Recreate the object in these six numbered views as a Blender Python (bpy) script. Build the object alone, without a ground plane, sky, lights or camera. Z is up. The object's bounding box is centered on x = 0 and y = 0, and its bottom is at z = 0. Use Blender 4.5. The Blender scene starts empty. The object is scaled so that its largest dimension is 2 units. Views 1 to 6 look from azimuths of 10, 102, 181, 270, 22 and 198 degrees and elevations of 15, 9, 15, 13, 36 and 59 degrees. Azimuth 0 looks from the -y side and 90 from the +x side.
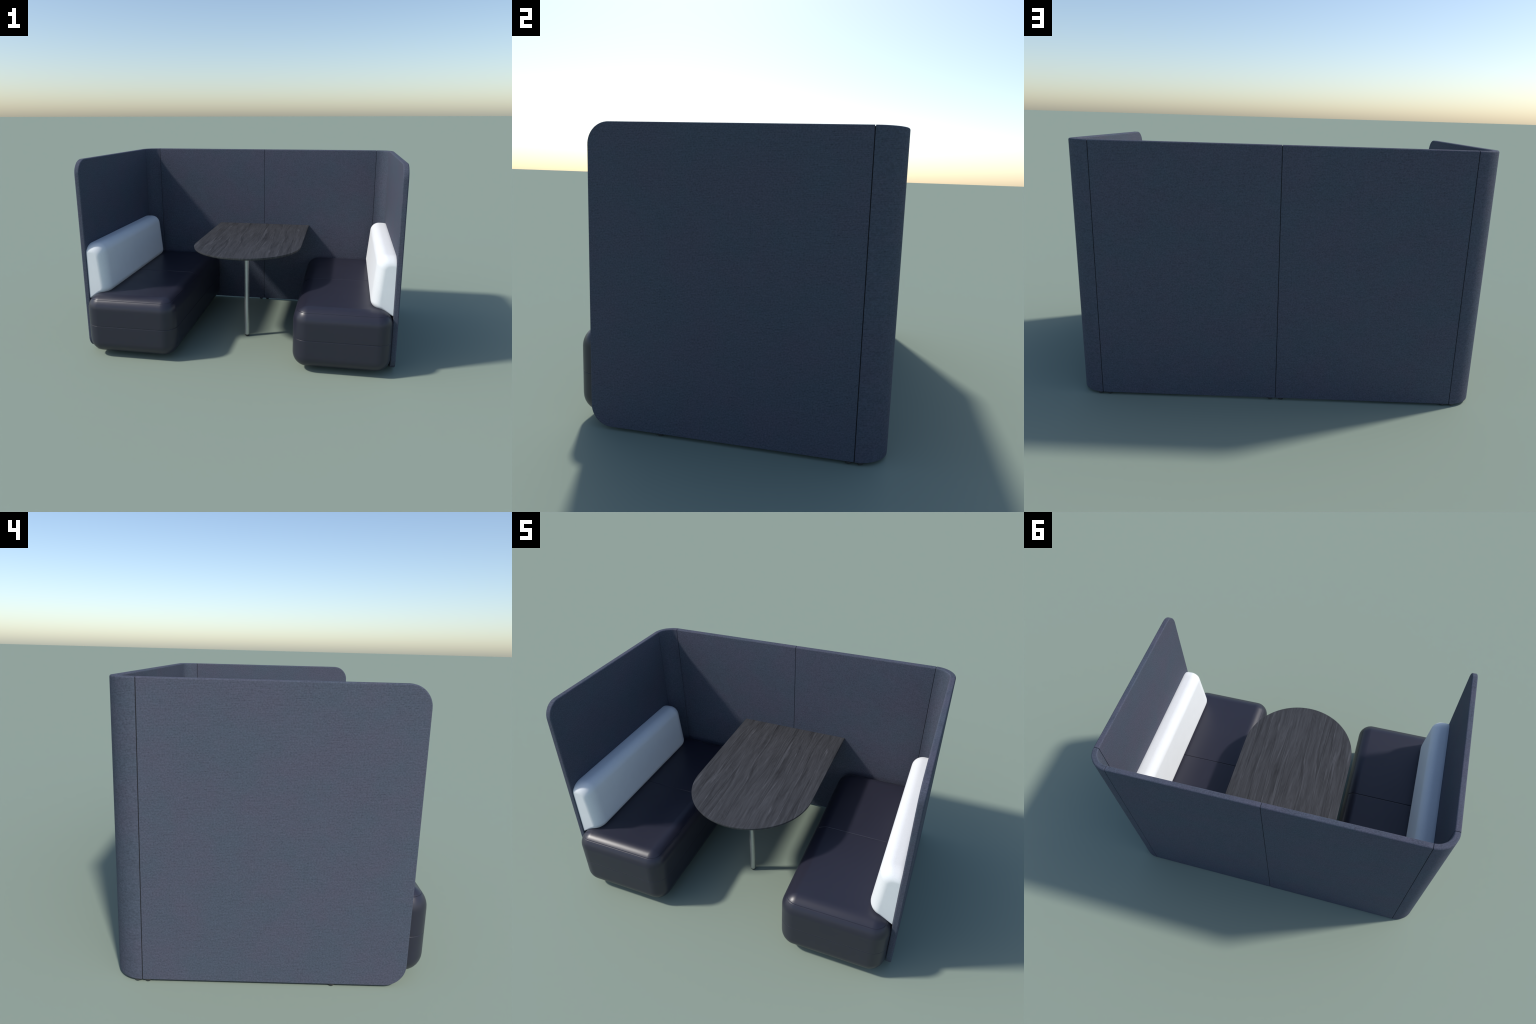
# Two-seat meeting booth: upholstered screen (back, corner and side panels),
# two leather benches, two back cushions, and a wall-mounted wooden table.
import bpy, bmesh, math
from math import pi, sin, cos, sqrt, radians

# ------------------------------------------------------------------ sizes (m)
HALF_W = 1.0            # outer half width of the screen
BACK_Y = 0.6615          # outer face of the back panels
FRONT_Y = -0.5675        # front edge of the side panels
SEAM_X, SEAM_Y = 0.8770, 0.5385   # where the corner panels start
THICK = 0.033           # screen thickness
Z_BOTTOM, Z_TOP = 0.0108, 1.268
GAP = 0.0026            # joint between neighbouring panels
EDGE = 0.0075           # rounding of the free panel edges
FOOT_EDGE = 0.0016      # crisper rounding along the foot of the panels
JOINT_EDGE = 0.0013     # rounding of the panel edges at a joint
CORNER_R = 0.090        # rounded front corners of the side panels

BENCH_X = (0.372, 0.9665)
BENCH_Y = (-0.6615, 0.628)
BENCH_Z = (0.024, 0.415)
BENCH_R = 0.090

TABLE_HALF_W, TABLE_BACK, TABLE_CENTRE_Y = 0.370, 0.6282, -0.105
TABLE_TOP, TABLE_THICK = 0.6635, 0.0145


# ------------------------------------------------------------------ materials
class Nodes:
    """Small helper to write node trees as expressions."""

    def __init__(self, name):
        self.mat = bpy.data.materials.new(name)
        self.mat.use_nodes = True
        self.tree = self.mat.node_tree
        self.bsdf = self.tree.nodes["Principled BSDF"]

    def new(self, kind, **props):
        n = self.tree.nodes.new(kind)
        for k, v in props.items():
            setattr(n, k, v)
        return n

    def put(self, socket, value):
        if isinstance(value, bpy.types.NodeSocket):
            self.tree.links.new(value, socket)
        elif value is not None:
            socket.default_value = value

    def math(self, op, a, b=None, c=None):
        n = self.new("ShaderNodeMath", operation=op)
        for i, v in enumerate((a, b, c)):
            self.put(n.inputs[i], v)
        return n.outputs[0]

    def coords(self):
        tc = self.new("ShaderNodeTexCoord")
        sep = self.new("ShaderNodeSeparateXYZ")
        self.put(sep.inputs[0], tc.outputs["Object"])
        return tc.outputs["Object"], sep.outputs

    def vector(self, x, y, z):
        n = self.new("ShaderNodeCombineXYZ")
        for s, v in zip(n.inputs, (x, y, z)):
            self.put(s, v)
        return n.outputs[0]

    def noise(self, vec, scale, detail=2.0, rough=0.5, distort=0.0):
        n = self.new("ShaderNodeTexNoise")
        self.put(n.inputs["Vector"], vec)
        n.inputs["Scale"].default_value = scale
        n.inputs["Detail"].default_value = detail
        n.inputs["Roughness"].default_value = rough
        n.inputs["Distortion"].default_value = distort
        return n.outputs["Fac"]

    def ramp(self, fac, *stops):
        n = self.new("ShaderNodeValToRGB")
        self.put(n.inputs[0], fac)
        els = n.color_ramp.elements
        while len(els) < len(stops):
            els.new(0.5)
        for e, (p, c) in zip(els, stops):
            e.position = p
            e.color = (c, c, c, 1) if isinstance(c, (int, float)) else (*c, 1)
        return n.outputs[0]

    def mix(self, fac, a, b, blend="MIX"):
        n = self.new("ShaderNodeMix", data_type="RGBA", blend_type=blend)
        self.put(n.inputs[0], fac)
        for i, v in ((6, a), (7, b)):
            self.put(n.inputs[i], (*v, 1) if isinstance(v, tuple) else v)
        return n.outputs[2]

    def scale_colour(self, colour, factor):
        n = self.new("ShaderNodeVectorMath", operation="SCALE")
        self.put(n.inputs[0], colour)
        self.put(n.inputs["Scale"], factor)
        return n.outputs[0]

    def bump(self, height, strength, distance):
        n = self.new("ShaderNodeBump")
        n.inputs["Strength"].default_value = strength
        n.inputs["Distance"].default_value = distance
        self.put(n.inputs["Height"], height)
        self.put(self.bsdf.inputs["Normal"], n.outputs[0])

    def finish(self, colour, rough, **extra):
        self.put(self.bsdf.inputs["Base Color"],
                 (*colour, 1) if isinstance(colour, tuple) else colour)
        self.put(self.bsdf.inputs["Roughness"], rough)
        for k, v in extra.items():
            self.put(self.bsdf.inputs[k.replace("_", " ")], v)
        return self.mat


NAVY_BLUE = (0.0585, 0.0720, 0.0995)
NAVY_PLUM = (0.0650, 0.0690, 0.0985)


def screen_fabric(name, layout):
    """Knitted wool: horizontal rows of stitches, faint blue/plum clouding.
    layout tells how the cloth is laid over the panel (along x, y or an arc)."""
    n = Nodes(name)
    obj, (x, y, z) = n.coords()
    if layout == "x":
        u, v, w = x, z, y
    elif layout == "y":
        u, v, w = y, z, x
    else:
        ang = n.math("ARCTAN2", y, x)
        rad = n.math("POWER", n.math("ADD", n.math("MULTIPLY", x, x),
                                     n.math("MULTIPLY", y, y)), 0.5)
        u, v, w = n.math("MULTIPLY", ang, 0.105), z, rad
    info = n.new("ShaderNodeObjectInfo")
    u = n.math("ADD", u, n.math("MULTIPLY", info.outputs["Random"], 7.0))
    flat = n.vector(u, v, w)
    # rows of stitches, gently wandering
    wander = n.math("MULTIPLY", n.noise(flat, 9.0, 2), 0.010)
    row = n.math("SINE", n.math("MULTIPLY", n.math("ADD", v, wander), 2 * pi / 0.0064))
    stitch = n.noise(n.vector(n.math("MULTIPLY", u, 0.75), n.math("MULTIPLY", v, 1.25), w),
                     175.0, 2, 0.6)
    grain = n.noise(n.vector(u, v, n.math("ADD", w, 5.0)), 150.0, 2, 0.6)
    streak = n.noise(n.vector(n.math("MULTIPLY", u, 0.16), n.math("MULTIPLY", v, 1.6), 3.0),
                     90.0, 3, 0.6)
    patch = n.ramp(n.noise(flat, 6.0, 3, 0.6), (0.35, 0.35), (0.70, 1.0))
    # dark dashes between the rows, where the yarn dips
    trough = n.math("MAXIMUM", n.math("MULTIPLY", row, -1.0), 0.0)
    dash = n.math("MULTIPLY", n.math("MULTIPLY", trough, patch), n.ramp(stitch, (0.44, 0.0), (0.60, 1.0)))
    tone = n.math("SUBTRACT", 1.10, n.math("MULTIPLY", dash, 0.34))
    tone = n.math("ADD", tone, n.math("MULTIPLY", n.math("SUBTRACT", grain, 0.5), 1.0))
    tone = n.math("ADD", tone, n.math("MULTIPLY", n.math("SUBTRACT", streak, 0.5), 0.30))
    # a few rubbed, creased places
    crease = n.ramp(n.noise(n.vector(n.math("MULTIPLY", u, 0.6), v, 9.0), 11.0, 5, 0.65, 0.6),
                    (0.68, 0.0), (0.78, 1.0))
    tone = n.math("SUBTRACT", tone, n.math("MULTIPLY", crease, 0.13))
    cloud = n.ramp(n.noise(flat, 4.5, 5, 0.62), (0.38, 0.0), (0.62, 1.0))
    colour = n.scale_colour(n.mix(cloud, NAVY_BLUE, NAVY_PLUM), tone)
    n.bump(n.math("ADD", n.math("MULTIPLY", row, 0.05), grain), 0.35, 0.0015)
    return n.finish(colour, 0.9, Specular_IOR_Level=0.25)


def seat_leather():
    n = Nodes("dark_navy_leather")
    obj, _ = n.coords()
    cloud = n.noise(obj, 5.0, 3)
    grain = n.noise(obj, 420.0, 2)
    colour = n.mix(cloud, (0.0200, 0.0206, 0.0345), (0.0225, 0.0222, 0.0362))
    n.bump(grain, 0.04, 0.0006)
    rough = n.math("ADD", 0.33, n.math("MULTIPLY", n.noise(obj, 9.0, 3), 0.06))
    return n.finish(colour, rough, Specular_IOR_Level=0.5)


def cushion_fabric():
    n = Nodes("pale_grey_blue_wool")
    obj, (x, y, z) = n.coords()
    weave = n.noise(n.vector(n.math("MULTIPLY", x, 1.0), y, n.math("MULTIPLY", z, 1.5)), 260.0, 2, 0.6)
    cloud = n.noise(obj, 14.0, 4, 0.6)
    tone = n.math("ADD", 1.0, n.math("MULTIPLY", n.math("SUBTRACT", weave, 0.5), 0.16))
    tone = n.math("ADD", tone, n.math("MULTIPLY", n.math("SUBTRACT", cloud, 0.5), 0.06))
    colour = n.scale_colour(n.mix(0.0, (0.77, 0.785, 0.79), (1, 1, 1)), tone)
    n.bump(weave, 0.25, 0.001)
    return n.finish(colour, 0.85, Specular_IOR_Level=0.3)


def charcoal_wood():
    n = Nodes("charcoal_stained_wood")
    obj, (x, y, z) = n.coords()
    drift = n.math("MULTIPLY", n.math("SUBTRACT", n.noise(n.vector(x, n.math("MULTIPLY", y, 0.5), 0.0), 4.0, 2), 0.5), 0.030)
    xs = n.math("ADD", x, n.math("ADD", drift, n.math("MULTIPLY", y, 0.03)))
    band = n.noise(n.vector(n.math("MULTIPLY", xs, 1.0), n.math("MULTIPLY", y, 0.075), 0.0), 26.0, 4, 0.6)
    fine = n.noise(n.vector(xs, n.math("MULTIPLY", y, 0.05), 4.0), 150.0, 4, 0.65)
    # cathedral figure: contour lines of a slow, stretched noise field
    field = n.noise(n.vector(xs, n.math("MULTIPLY", y, 0.16), 7.0), 7.0, 3, 0.55)
    rings = n.math("SINE", n.math("MULTIPLY", field, 150.0))
    mid = n.noise(n.vector(xs, n.math("MULTIPLY", y, 0.06), 21.0), 62.0, 3, 0.6)
    tone = n.math("ADD", 1.0, n.math("MULTIPLY", n.math("SUBTRACT", band, 0.5), 1.15))
    tone = n.math("ADD", tone, n.math("MULTIPLY", n.math("SUBTRACT", mid, 0.5), 1.05))
    tone = n.math("ADD", tone, n.math("MULTIPLY", n.math("SUBTRACT", fine, 0.5), 1.0))
    tone = n.math("ADD", tone, n.math("MULTIPLY", rings, 0.06))
    # long thin pale pores with a dark shadow line beside them
    pore_f = n.noise(n.vector(xs, n.math("MULTIPLY", y, 0.035), 12.0), 13.0, 2, 0.5)
    pore = n.ramp(n.math("ABSOLUTE", n.math("SUBTRACT", pore_f, 0.50)), (0.0, 1.0), (0.011, 0.0))
    dark = n.ramp(n.math("ABSOLUTE", n.math("SUBTRACT", pore_f, 0.525)), (0.0, 1.0), (0.022, 0.0))
    broken = n.ramp(n.noise(n.vector(xs, n.math("MULTIPLY", y, 0.25), 2.0), 26.0, 3), (0.40, 0.15), (0.60, 1.0))
    tone = n.math("ADD", tone, n.math("MULTIPLY", n.math("MULTIPLY", pore, broken), 0.70))
    tone = n.math("SUBTRACT", tone, n.math("MULTIPLY", dark, 0.28))
    tone = n.math("MAXIMUM", tone, 0.35)
    colour = n.scale_colour(n.mix(band, (0.0425, 0.0440, 0.0490), (0.0480, 0.0495, 0.0550)), tone)
    n.bump(fine, 0.08, 0.0008)
    return n.finish(colour, 0.58, Specular_IOR_Level=0.22)


def plain(name, colour, rough, **extra):
    n = Nodes(name)
    obj, _ = n.coords()
    tone = n.math("ADD", 0.92, n.math("MULTIPLY", n.noise(obj, 60.0, 2), 0.16))
    return n.finish(n.scale_colour(n.mix(0.0, colour, colour), tone), rough, **extra)


FABRIC_X = screen_fabric("screen_wool_along_back", "x")
FABRIC_Y = screen_fabric("screen_wool_along_side", "y")
FABRIC_ARC = screen_fabric("screen_wool_around_corner", "arc")
LEATHER = seat_leather()
CUSHION = cushion_fabric()
WOOD = charcoal_wood()
STEEL = plain("satin_steel", (0.50, 0.53, 0.54), 0.38, Metallic=0.85)
SEAM = plain("dark_seam_lining", (0.010, 0.011, 0.015), 0.9)
GLIDE = plain("dark_plastic", (0.035, 0.035, 0.036), 0.45)


# ------------------------------------------------------------------ helpers
def link(obj, parent=None, location=(0, 0, 0), rot_z=0.0):
    bpy.context.scene.collection.objects.link(obj)
    obj.location = location
    obj.rotation_euler = (0, 0, rot_z)
    obj.parent = parent
    return obj


def mesh_from(name, bm, material, smooth_angle=40.0):
    bmesh.ops.remove_doubles(bm, verts=bm.verts, dist=1e-6)
    bmesh.ops.recalc_face_normals(bm, faces=bm.faces)
    for f in bm.faces:
        f.smooth = True
    # area-weighted corner normals keep flat faces flat beside small roundings
    bm.normal_update()
    limit = cos(radians(smooth_angle))
    normals = []
    for f in bm.faces:
        for lp in f.loops:
            total = f.normal * 0.0
            for g in lp.vert.link_faces:
                if g.normal.dot(f.normal) > limit:
                    total += g.normal * g.calc_area()
            normals.append(total.normalized() if total.length > 0 else f.normal.copy())
    me = bpy.data.meshes.new(name)
    bm.to_mesh(me)
    bm.free()
    me.normals_split_custom_set(normals)
    me.materials.append(material)
    return me


def add(name, me, parent, location=(0, 0, 0), rot_z=0.0):
    return link(bpy.data.objects.new(name, me), parent, location, rot_z)


def bridge(bm, rings, closed=True):
    for a, b in zip(rings, rings[1:]):
        m = len(a)
        for i in range(m if closed else m - 1):
            j = (i + 1) % m
            q = []
            for v in (a[i], a[j], b[j], b[i]):
                if v not in q:
                    q.append(v)
            if len(q) >= 3:
                try:
                    bm.faces.new(q)
                except ValueError:
                    pass


def strip_section(inset, edge=EDGE, seg=4):
    """Section of a screen panel (depth t in 0..THICK inward, height z)."""
    lo, hi = Z_BOTTOM + inset, Z_TOP - inset
    a, b = inset, THICK - inset
    e = max(edge - inset, 0.0005)
    f = max(FOOT_EDGE - inset, 0.0005)
    pts = []
    for cx, cz, q, start in ((b - f, lo + f, f, -90), (b - e, hi - e, e, 0), (a + e, hi - e, e, 90), (a + f, lo + f, f, 180)):
        for k in range(seg + 1):
            t = radians(start + 90 * k / seg)
            pts.append((cx + q * cos(t), cz + q * sin(t)))
    return pts


def sweep_panel(name, place, stations, material):
    """Sweep the panel section along stations; place(station, depth) -> (x, y).
    The two ends are finished with a tiny joint rounding."""
    bm = bmesh.new()
    first, last = stations[0], stations[-1]
    d = 1 if last > first else -1
    scale = place.scale
    plan = [(first, JOINT_EDGE), (first + d * JOINT_EDGE * 0.35 * scale, JOINT_EDGE * 0.35),
            (first + d * JOINT_EDGE * scale, 0.0)]
    plan += [(s, 0.0) for s in stations[1:-1]]
    plan += [(last - d * JOINT_EDGE * scale, 0.0), (last - d * JOINT_EDGE * 0.35 * scale, JOINT_EDGE * 0.35),
             (last, JOINT_EDGE)]
    rings = []
    for s, inset in plan:
        ring = []
        for t, z in strip_section(inset):
            px, py = place(s, t)
            ring.append(bm.verts.new((px, py, z)))
        rings.append(ring)
    bridge(bm, rings)
    bm.faces.new(rings[0])
    bm.faces.new(rings[-1])
    return mesh_from(name, bm, material, 50)


def glide_mesh(name, radius, height):
    """Low round glide: short neck, wide rim and a domed sole."""
    profile = [(0.55, 1.15), (0.55, 1.0), (1.0, 0.95), (1.0, 0.62), (0.96, 0.36), (0.88, 0.16), (0.76, 0.04), (0.62, 0.0)]
    bm = bmesh.new()
    n = 24
    rings = [[bm.verts.new((radius * r * cos(2 * pi * i / n), radius * r * sin(2 * pi * i / n), height * h))
              for i in range(n)] for r, h in profile]
    bridge(bm, rings)
    bm.faces.new(rings[0])
    bm.faces.new(rings[-1])
    return mesh_from(name, bm, GLIDE, 45)


# ------------------------------------------------------------------ the thing
booth = bpy.data.objects.new("meeting_booth", None)
booth.empty_display_size = 0.2
link(booth)
booth["label"] = "dark navy upholstered booth with two benches, table and pale cushions"
booth["category"] = "seating booth"

GLIDE_MESH = glide_mesh("glide_foot", 0.0140, Z_BOTTOM)


def glide(parent, x, y):
    add("glide_foot", GLIDE_MESH, parent, (x - parent.location.x, y - parent.location.y, 0))


# ------------------------------------------------------------------ screen: back panels
def along_back(s, t):
    return s, BACK_Y - t


along_back.scale = 1.0
x0, x1 = GAP / 2, SEAM_X - GAP / 2
me = sweep_panel("back_panel", along_back, [x0 + (x1 - x0) * i / 6 for i in range(7)], FABRIC_X)
mid_y = BACK_Y - THICK / 2
for sign in (-1, 1):
    if sign < 0:
        me2 = me.copy()
        for v in me2.vertices:
            v.co.x -= SEAM_X
        panel = add("back_panel", me2, booth)
    else:
        panel = add("back_panel", me, booth)
    for gx in (0.027, 0.846):
        glide(panel, sign * gx, mid_y + 0.0015)


def seam_strip(x, y, along_x):
    """Dark connecting strip set back inside a panel joint, closing it."""
    a, b = (GAP / 2 + 0.0015), (THICK / 2 - 0.0045)
    sx, sy = (a, b) if along_x else (b, a)
    bm = bmesh.new()
    bmesh.ops.create_cube(bm, size=1.0)
    lo, hi = Z_BOTTOM + 0.0015, Z_TOP - 0.005
    for v in bm.verts:
        v.co.x *= 2 * sx
        v.co.y *= 2 * sy
        v.co.z = lo if v.co.z < 0 else hi
    add("seam_strip", mesh_from("seam_strip", bm, SEAM, 30), booth, (x, y, 0))


for sx in (-SEAM_X, 0.0, SEAM_X):
    seam_strip(sx, mid_y, True)
for sign in (-1, 1):
    seam_strip(sign * (HALF_W - THICK / 2), SEAM_Y, False)

# ------------------------------------------------------------------ screen: corner panels
ARC_R = HALF_W - SEAM_X


def around_corner(a, t):
    return (ARC_R - t) * cos(a), (ARC_R - t) * sin(a)


around_corner.scale = 1.0 / ARC_R
ga = (GAP / 2) / ARC_R
arc = [ga + (pi / 2 - 2 * ga) * i / 24 for i in range(25)]
me = sweep_panel("corner_panel", around_corner, arc, FABRIC_ARC)
for sign in (1, -1):
    panel = add("corner_panel", me, booth, (sign * SEAM_X, SEAM_Y, 0), 0.0 if sign > 0 else pi / 2)
    m = ARC_R - THICK / 2 + 0.0015
    for a in (0.20, pi / 2 - 0.13):
        add("glide_foot", GLIDE_MESH, panel,
            (m * cos(a), m * sin(a), 0) if sign > 0 else (m * sin(a), m * cos(a), 0))


# ------------------------------------------------------------------ screen: side panels
def side_panel_mesh():
    """Slab with two rounded front corners; outline in (y, z), depth along x."""
    back = SEAM_Y - GAP / 2
    r, seg = CORNER_R, 16
    quarter = [radians(90 * k / 4) for k in range(5)]

    def outline(d):
        """Outline drawn in by d at free edges, by a little at the joint."""
        dj = d * JOINT_EDGE / EDGE
        lo, hi, fr, bk = Z_BOTTOM + d * FOOT_EDGE / EDGE, Z_TOP - d, FRONT_Y + d, back - dj
        rr = r - d
        pts = [(bk, lo), (bk, hi)]
        for k in range(seg + 1):
            t = radians(90 + 90 * k / seg)
            pts.append((fr + rr + rr * cos(t), hi - rr + rr * sin(t)))
        for k in range(seg + 1):
            t = radians(180 + 90 * k / seg)
            pts.append((fr + rr + rr * cos(t), lo + rr + rr * sin(t)))
        return pts

    bm = bmesh.new()
    rings = []
    steps = [(EDGE * (1 - sin(q)), EDGE * (1 - cos(q))) for q in quarter]
    steps += [(d, THICK - w) for d, w in reversed(steps)]
    for d, w in steps:
        rings.append([bm.verts.new((w, y, z)) for y, z in outline(d)])
    bridge(bm, rings)
    bm.faces.new(rings[0])
    bm.faces.new(rings[-1])
    return mesh_from("side_panel", bm, FABRIC_Y, 50)


me = side_panel_mesh()
for sign in (-1, 1):
    panel = add("side_panel", me, booth, (-HALF_W if sign < 0 else HALF_W - THICK, 0, 0))
    for gy in (0.516, -0.258):
        glide(panel, sign * (HALF_W - THICK / 2 + 0.0015), gy)


# ------------------------------------------------------------------ benches
def bench_meshes():
    """Rounded block cut by three stitched seams: one around the waist, one
    around the top edge, one across the seat. Returns local-space meshes."""
    hx = (BENCH_X[1] - BENCH_X[0]) / 2
    hy = (BENCH_Y[1] - BENCH_Y[0]) / 2
    z_lo, z_hi, r = BENCH_Z[0], BENCH_Z[1], BENCH_R
    z_mid = (z_lo + z_hi) / 2
    groove, support, sink, rim, cross = 0.0014, 0.005, 0.0022, 0.0014, 0.0040
    seg = 12

    # plan loop: (corner centre sign x, sign y, angle) or straight points
    y_marks = [-(hy - r) + 2 * (hy - r) * i / 10 for i in range(1, 5)]
    y_marks = sorted(y_marks + [-support, -1.6 * groove, 0.0, 1.6 * groove, support] + [-y for y in y_marks])

    def plan(inset, rc):
        """Rounded rectangle drawn in by inset, corner radius rc; fixed layout."""
        ax, ay = hx - inset, hy - inset
        pts = []
        for sx, sy, start in ((1, -1, -90), (1, 1, 0), (-1, 1, 90), (-1, -1, 180)):
            for k in range(seg + 1):
                t = radians(start + 90 * k / seg)
                pts.append((sx * (ax - rc) + rc * cos(t), sy * (ay - rc) + rc * sin(t)))
            if (sx, sy) == (1, -1):
                pts += [(ax, y) for y in y_marks]
            if (sx, sy) == (-1, 1):
                pts += [(-ax, y) for y in reversed(y_marks)]
        return pts

    def on_edge(phi, top, depth=0.0):
        """Row on the rounded top/bottom edge; phi 0 = side, 90 = flat."""
        c, s = cos(phi), sin(phi)
        inset = r - (r - depth) * c
        z = (z_hi - r + (r - depth) * s) if top else (z_lo + r - (r - depth) * s)
        return plan(inset, max((r - depth) * c, 0.0)), z

    def band(rows, cap_low=False):
        bm = bmesh.new()
        rings = [[bm.verts.new((x, y, z)) for x, y in pts] for pts, z in rows]
        bridge(bm, rings)
        if cap_low:
            bm.faces.new(rings[0])
        return bm

    q = pi / 4
    dphi, sphi = groove / r, support / r
    rows = [on_edge(radians(a), False) for a in (90, 80, 70, 60, 50, 40, 30, 20, 10, 0)]
    rows += [(plan(0, r), z_mid - support), (plan(0, r), z_mid - groove), (plan(sink * .7, r - sink * .7), z_mid - groove * .25),
             (plan(sink, r - sink), z_mid)]
    base = mesh_from("bench_base", band(rows, True), LEATHER, 85)

    rows = [(plan(sink, r - sink), z_mid), (plan(sink * .7, r - sink * .7), z_mid + groove * .25), (plan(0, r), z_mid + groove), (plan(0, r), z_mid + support)]
    rows += [on_edge(radians(a), True) for a in (0, 9, 18, 27, 36)]
    rows += [on_edge(q - sphi, True), on_edge(q - dphi, True), on_edge(q - dphi * .25, True, rim * .7), on_edge(q, True, rim)]
    border = mesh_from("bench_border", band(rows), LEATHER, 85)

    # seat pads: everything above the top-edge seam, parted across the middle
    rows = [on_edge(q, True, rim), on_edge(q + dphi * .25, True, rim * .7), on_edge(q + dphi, True), on_edge(q + sphi, True)]
    rows += [on_edge(radians(a), True) for a in (54, 63, 72, 81, 90)]
    bm = bmesh.new()
    rings = [[bm.verts.new((x, y, z)) for x, y in pts] for pts, z in rows]
    bridge(bm, rings)
    top = rings[-1]
    nm = len(y_marks)
    # after the first corner the +x marks run front to back
    right = [top[seg]] + top[seg + 1:seg + 1 + nm] + [top[seg + 1 + nm]]
    k = 3 * (seg + 1) + nm
    left = [top[-1]] + list(reversed(top[k:k + nm])) + [top[k - 1]]
    cols = 5
    prev = None
    grid = []
    for a, b in zip(left, right):
        line = [a]
        for i in range(1, cols):
            line.append(bm.verts.new(a.co.lerp(b.co, i / cols)))
        line.append(b)
        grid.append(line)
    for la, lb in zip(grid, grid[1:]):
        for i in range(cols):
            bm.faces.new((la[i], la[i + 1], lb[i + 1], lb[i]))
    bmesh.ops.remove_doubles(bm, verts=bm.verts, dist=1e-6)
    # sink the cross seam along the inward direction of the rounded edge
    ccx, ccz = hx - r, z_hi - r
    for v in bm.verts:
        if abs(v.co.y) < 1e-5 and v.co.z > z_hi - r:
            nx = max(abs(v.co.x) - ccx, 0.0) * (1 if v.co.x > 0 else -1)
            nz = v.co.z - ccz
            ln = sqrt(nx * nx + nz * nz)
            v.co.x -= cross * nx / ln
            v.co.z -= cross * nz / ln
    pads = []
    for sy in (-1, 1):
        b2 = bm.copy()
        doomed = [f for f in b2.faces if f.calc_center_median().y * sy < 0]
        bmesh.ops.delete(b2, geom=doomed, context="FACES")
        pads.append(mesh_from("seat_pad", b2, LEATHER, 85))
    bm.free()
    return base, border, pads


base_me, border_me, pad_mes = bench_meshes()
bench_glide = glide_mesh("glide_foot", 0.020, BENCH_Z[0])
cx = (BENCH_X[0] + BENCH_X[1]) / 2
cy = (BENCH_Y[0] + BENCH_Y[1]) / 2
for sign in (-1, 1):
    bench = add("bench_base", base_me, booth, (sign * cx, cy, 0))
    add("bench_border", border_me, bench)
    for pm in pad_mes:
        add("seat_pad", pm, bench)
    for gx in (-0.17, 0.17):
        for gy in (-0.50, 0.50):
            add("glide_foot", bench_glide, bench, (gx, gy, 0))


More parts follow.
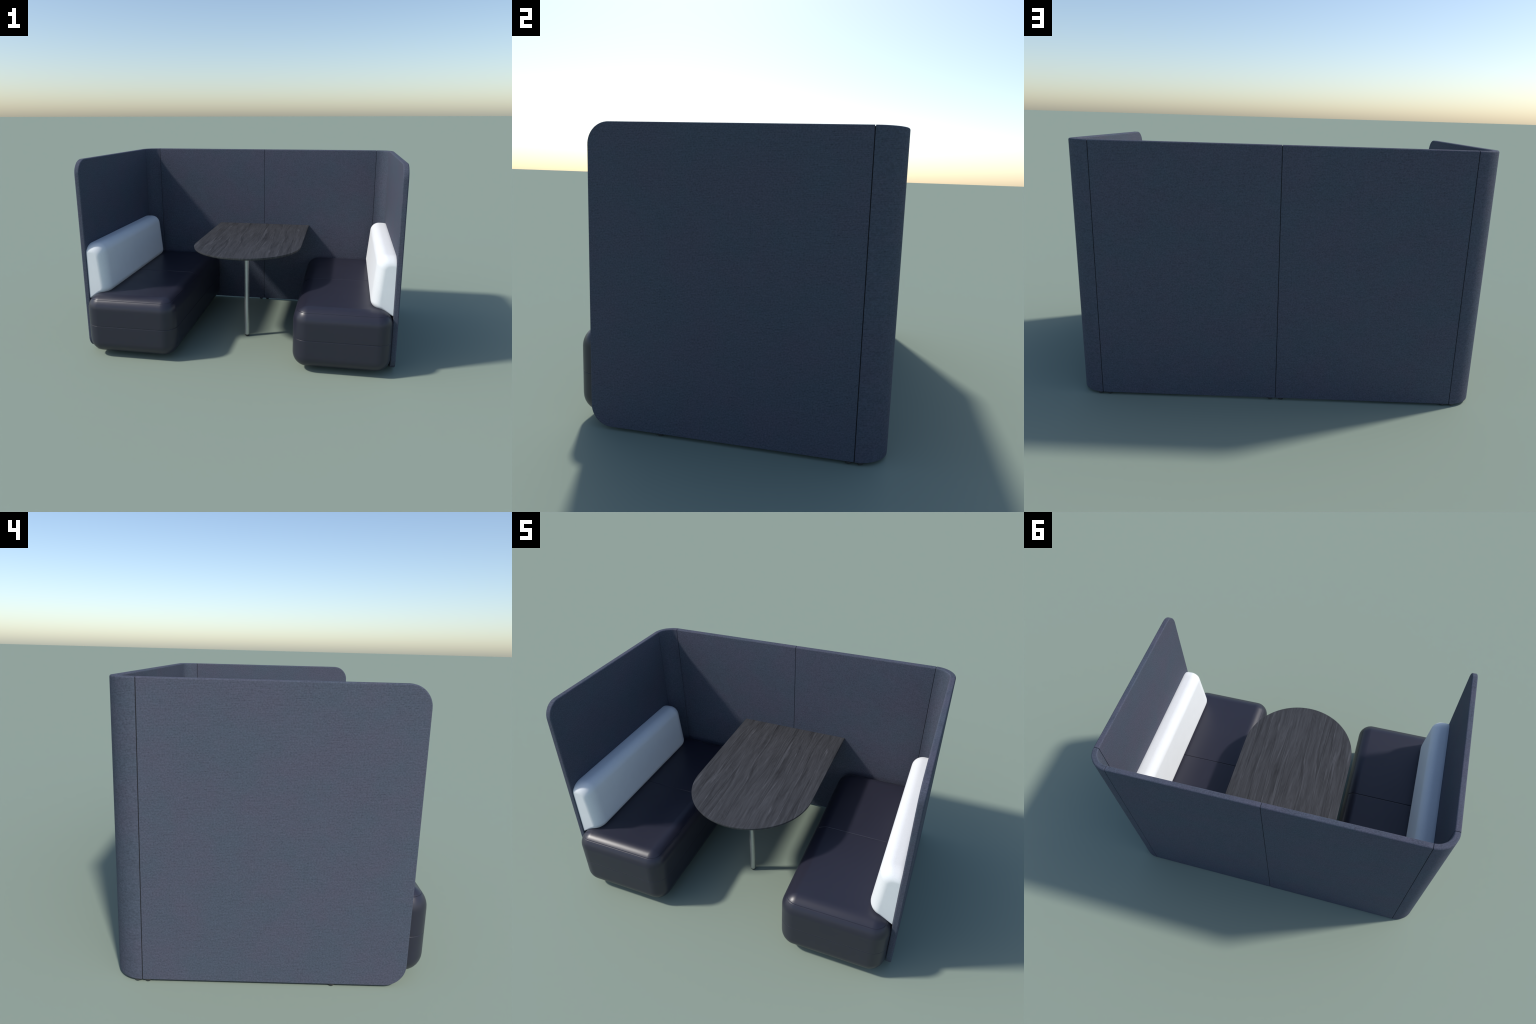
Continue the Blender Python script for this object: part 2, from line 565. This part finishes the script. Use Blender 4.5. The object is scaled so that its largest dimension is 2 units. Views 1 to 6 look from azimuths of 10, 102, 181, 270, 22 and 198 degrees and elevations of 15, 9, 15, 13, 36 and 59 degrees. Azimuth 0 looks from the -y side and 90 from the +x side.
# ------------------------------------------------------------------ back cushions
def cushion_mesh():
    """Leaning bolster, flat against the screen, crowned on top; its foot dips
    behind the rounded rear edge of the seat. Local x: 0 at the screen face,
    positive towards the seat."""
    half, r_end, r_len = 0.546, 0.057, 0.076
    crown, low = 0.735, 0.407
    lean = -0.092                     # inner face: change of x per metre of height

    def fillet(px, pz, ax, az, bx, bz, rad, seg):
        """Arc at corner P between unit directions a and b."""
        ang = math.acos(ax * bx + az * bz)
        cut = rad / math.tan(ang / 2)
        mx, mz = ax + bx, az + bz
        ml = sqrt(mx * mx + mz * mz)
        ox, oz = px + mx / ml * rad / sin(ang / 2), pz + mz / ml * rad / sin(ang / 2)
        s0 = math.atan2(pz + az * cut - oz, px + ax * cut - ox)
        s1 = math.atan2(pz + bz * cut - oz, px + bx * cut - ox)
        turn = (s1 - s0 + pi) % (2 * pi) - pi
        return [(ox + rad * cos(s0 + turn * i / seg), oz + rad * sin(s0 + turn * i / seg)) for i in range(seg + 1)]

    def section(d):
        """Section drawn in by d on the free sides (x from screen, z)."""
        zt, zb = crown - d, low + 0.30 * d

        def face_x(z):
            return 0.1320 + lean * (z - 0.46) - d

        ll = sqrt(lean * lean + 1)
        up, dn = (lean / ll, 1 / ll), (-lean / ll, -1 / ll)
        rad = min(0.062, 0.58 * face_x(zt))
        arc_pts = fillet(face_x(zt), zt, -1, 0, dn[0], dn[1], rad, 10)
        flat = arc_pts[0][0]          # width left between the screen and the arc
        pts = [(0.0, zb - 0.045)]
        pts += [(flat * a, zt - flat * b) for a, b in ((0.0, 0.10), (0.15, 0.045), (0.38, 0.015), (0.68, 0.004))]
        pts += arc_pts
        slope = 0.30
        sl = sqrt(1 + slope * slope)
        pts += fillet(face_x(zb + 0.008), zb + 0.008, up[0], up[1], -1 / sl, -slope / sl, max(0.046 - 0.45 * d, 0.008), 8)
        return pts

    ends = []
    n = 9
    for k in range(n + 1):
        t = radians(90 * k / n)
        ends.append((-half + r_len * (1 - cos(t)), r_end * (1 - sin(t))))
    stations = ends + [(-0.30, 0), (0.0, 0), (0.30, 0)] + [(-y, d) for y, d in reversed(ends)]
    bm = bmesh.new()
    rings = [[bm.verts.new((x, y, z)) for x, z in section(d)] for y, d in stations]
    bridge(bm, rings)
    bm.faces.new(rings[0])
    bm.faces.new(rings[-1])
    return mesh_from("back_cushion", bm, CUSHION, 50)


me = cushion_mesh()
add("back_cushion", me, booth, (-HALF_W + THICK + 0.0008, cy, 0))
add("back_cushion", me, booth, (HALF_W - THICK - 0.0008, cy, 0), pi)


# ------------------------------------------------------------------ table
def tabletop_mesh():
    def outline(d):
        w = TABLE_HALF_W - d
        pts = [(w, TABLE_BACK - d), (-w, TABLE_BACK - d)]
        n = 72
        for k in range(n + 1):
            t = pi + pi * k / n
            pts.append((w * cos(t), TABLE_CENTRE_Y + w * sin(t)))
        return pts

    e = 0.0012
    bm = bmesh.new()
    rows = [(0.004, TABLE_TOP - TABLE_THICK), (e, TABLE_TOP - TABLE_THICK + 0.003), (0, TABLE_TOP - TABLE_THICK + 0.006),
            (0, TABLE_TOP - e), (e * .3, TABLE_TOP - e * .3), (e, TABLE_TOP)]
    rings = [[bm.verts.new((x, y, z)) for x, y in outline(d)] for d, z in rows]
    bridge(bm, rings)
    bm.faces.new(rings[0])
    bm.faces.new(rings[-1])
    return mesh_from("tabletop", bm, WOOD, 30)


def turned(name, profile, material, n=40):
    bm = bmesh.new()
    rings = [[bm.verts.new((r * cos(2 * pi * i / n), r * sin(2 * pi * i / n), z)) for i in range(n)] for r, z in profile]
    bridge(bm, rings)
    bm.faces.new(rings[0])
    bm.faces.new(rings[-1])
    return mesh_from(name, bm, material, 35)


table = add("tabletop", tabletop_mesh(), booth)
LEG_Y, LEG_R = -0.145, 0.0168
zt = TABLE_TOP - TABLE_THICK
add("table_leg", turned("table_leg", [(LEG_R, 0.012), (LEG_R, zt - 0.0003)], STEEL), table, (0, LEG_Y, 0))
add("leg_foot", turned("leg_foot", [(0.010, 0.0), (0.0145, 0.002), (0.0155, 0.006), (0.0155, 0.0125)], GLIDE), table, (0, LEG_Y, 0))
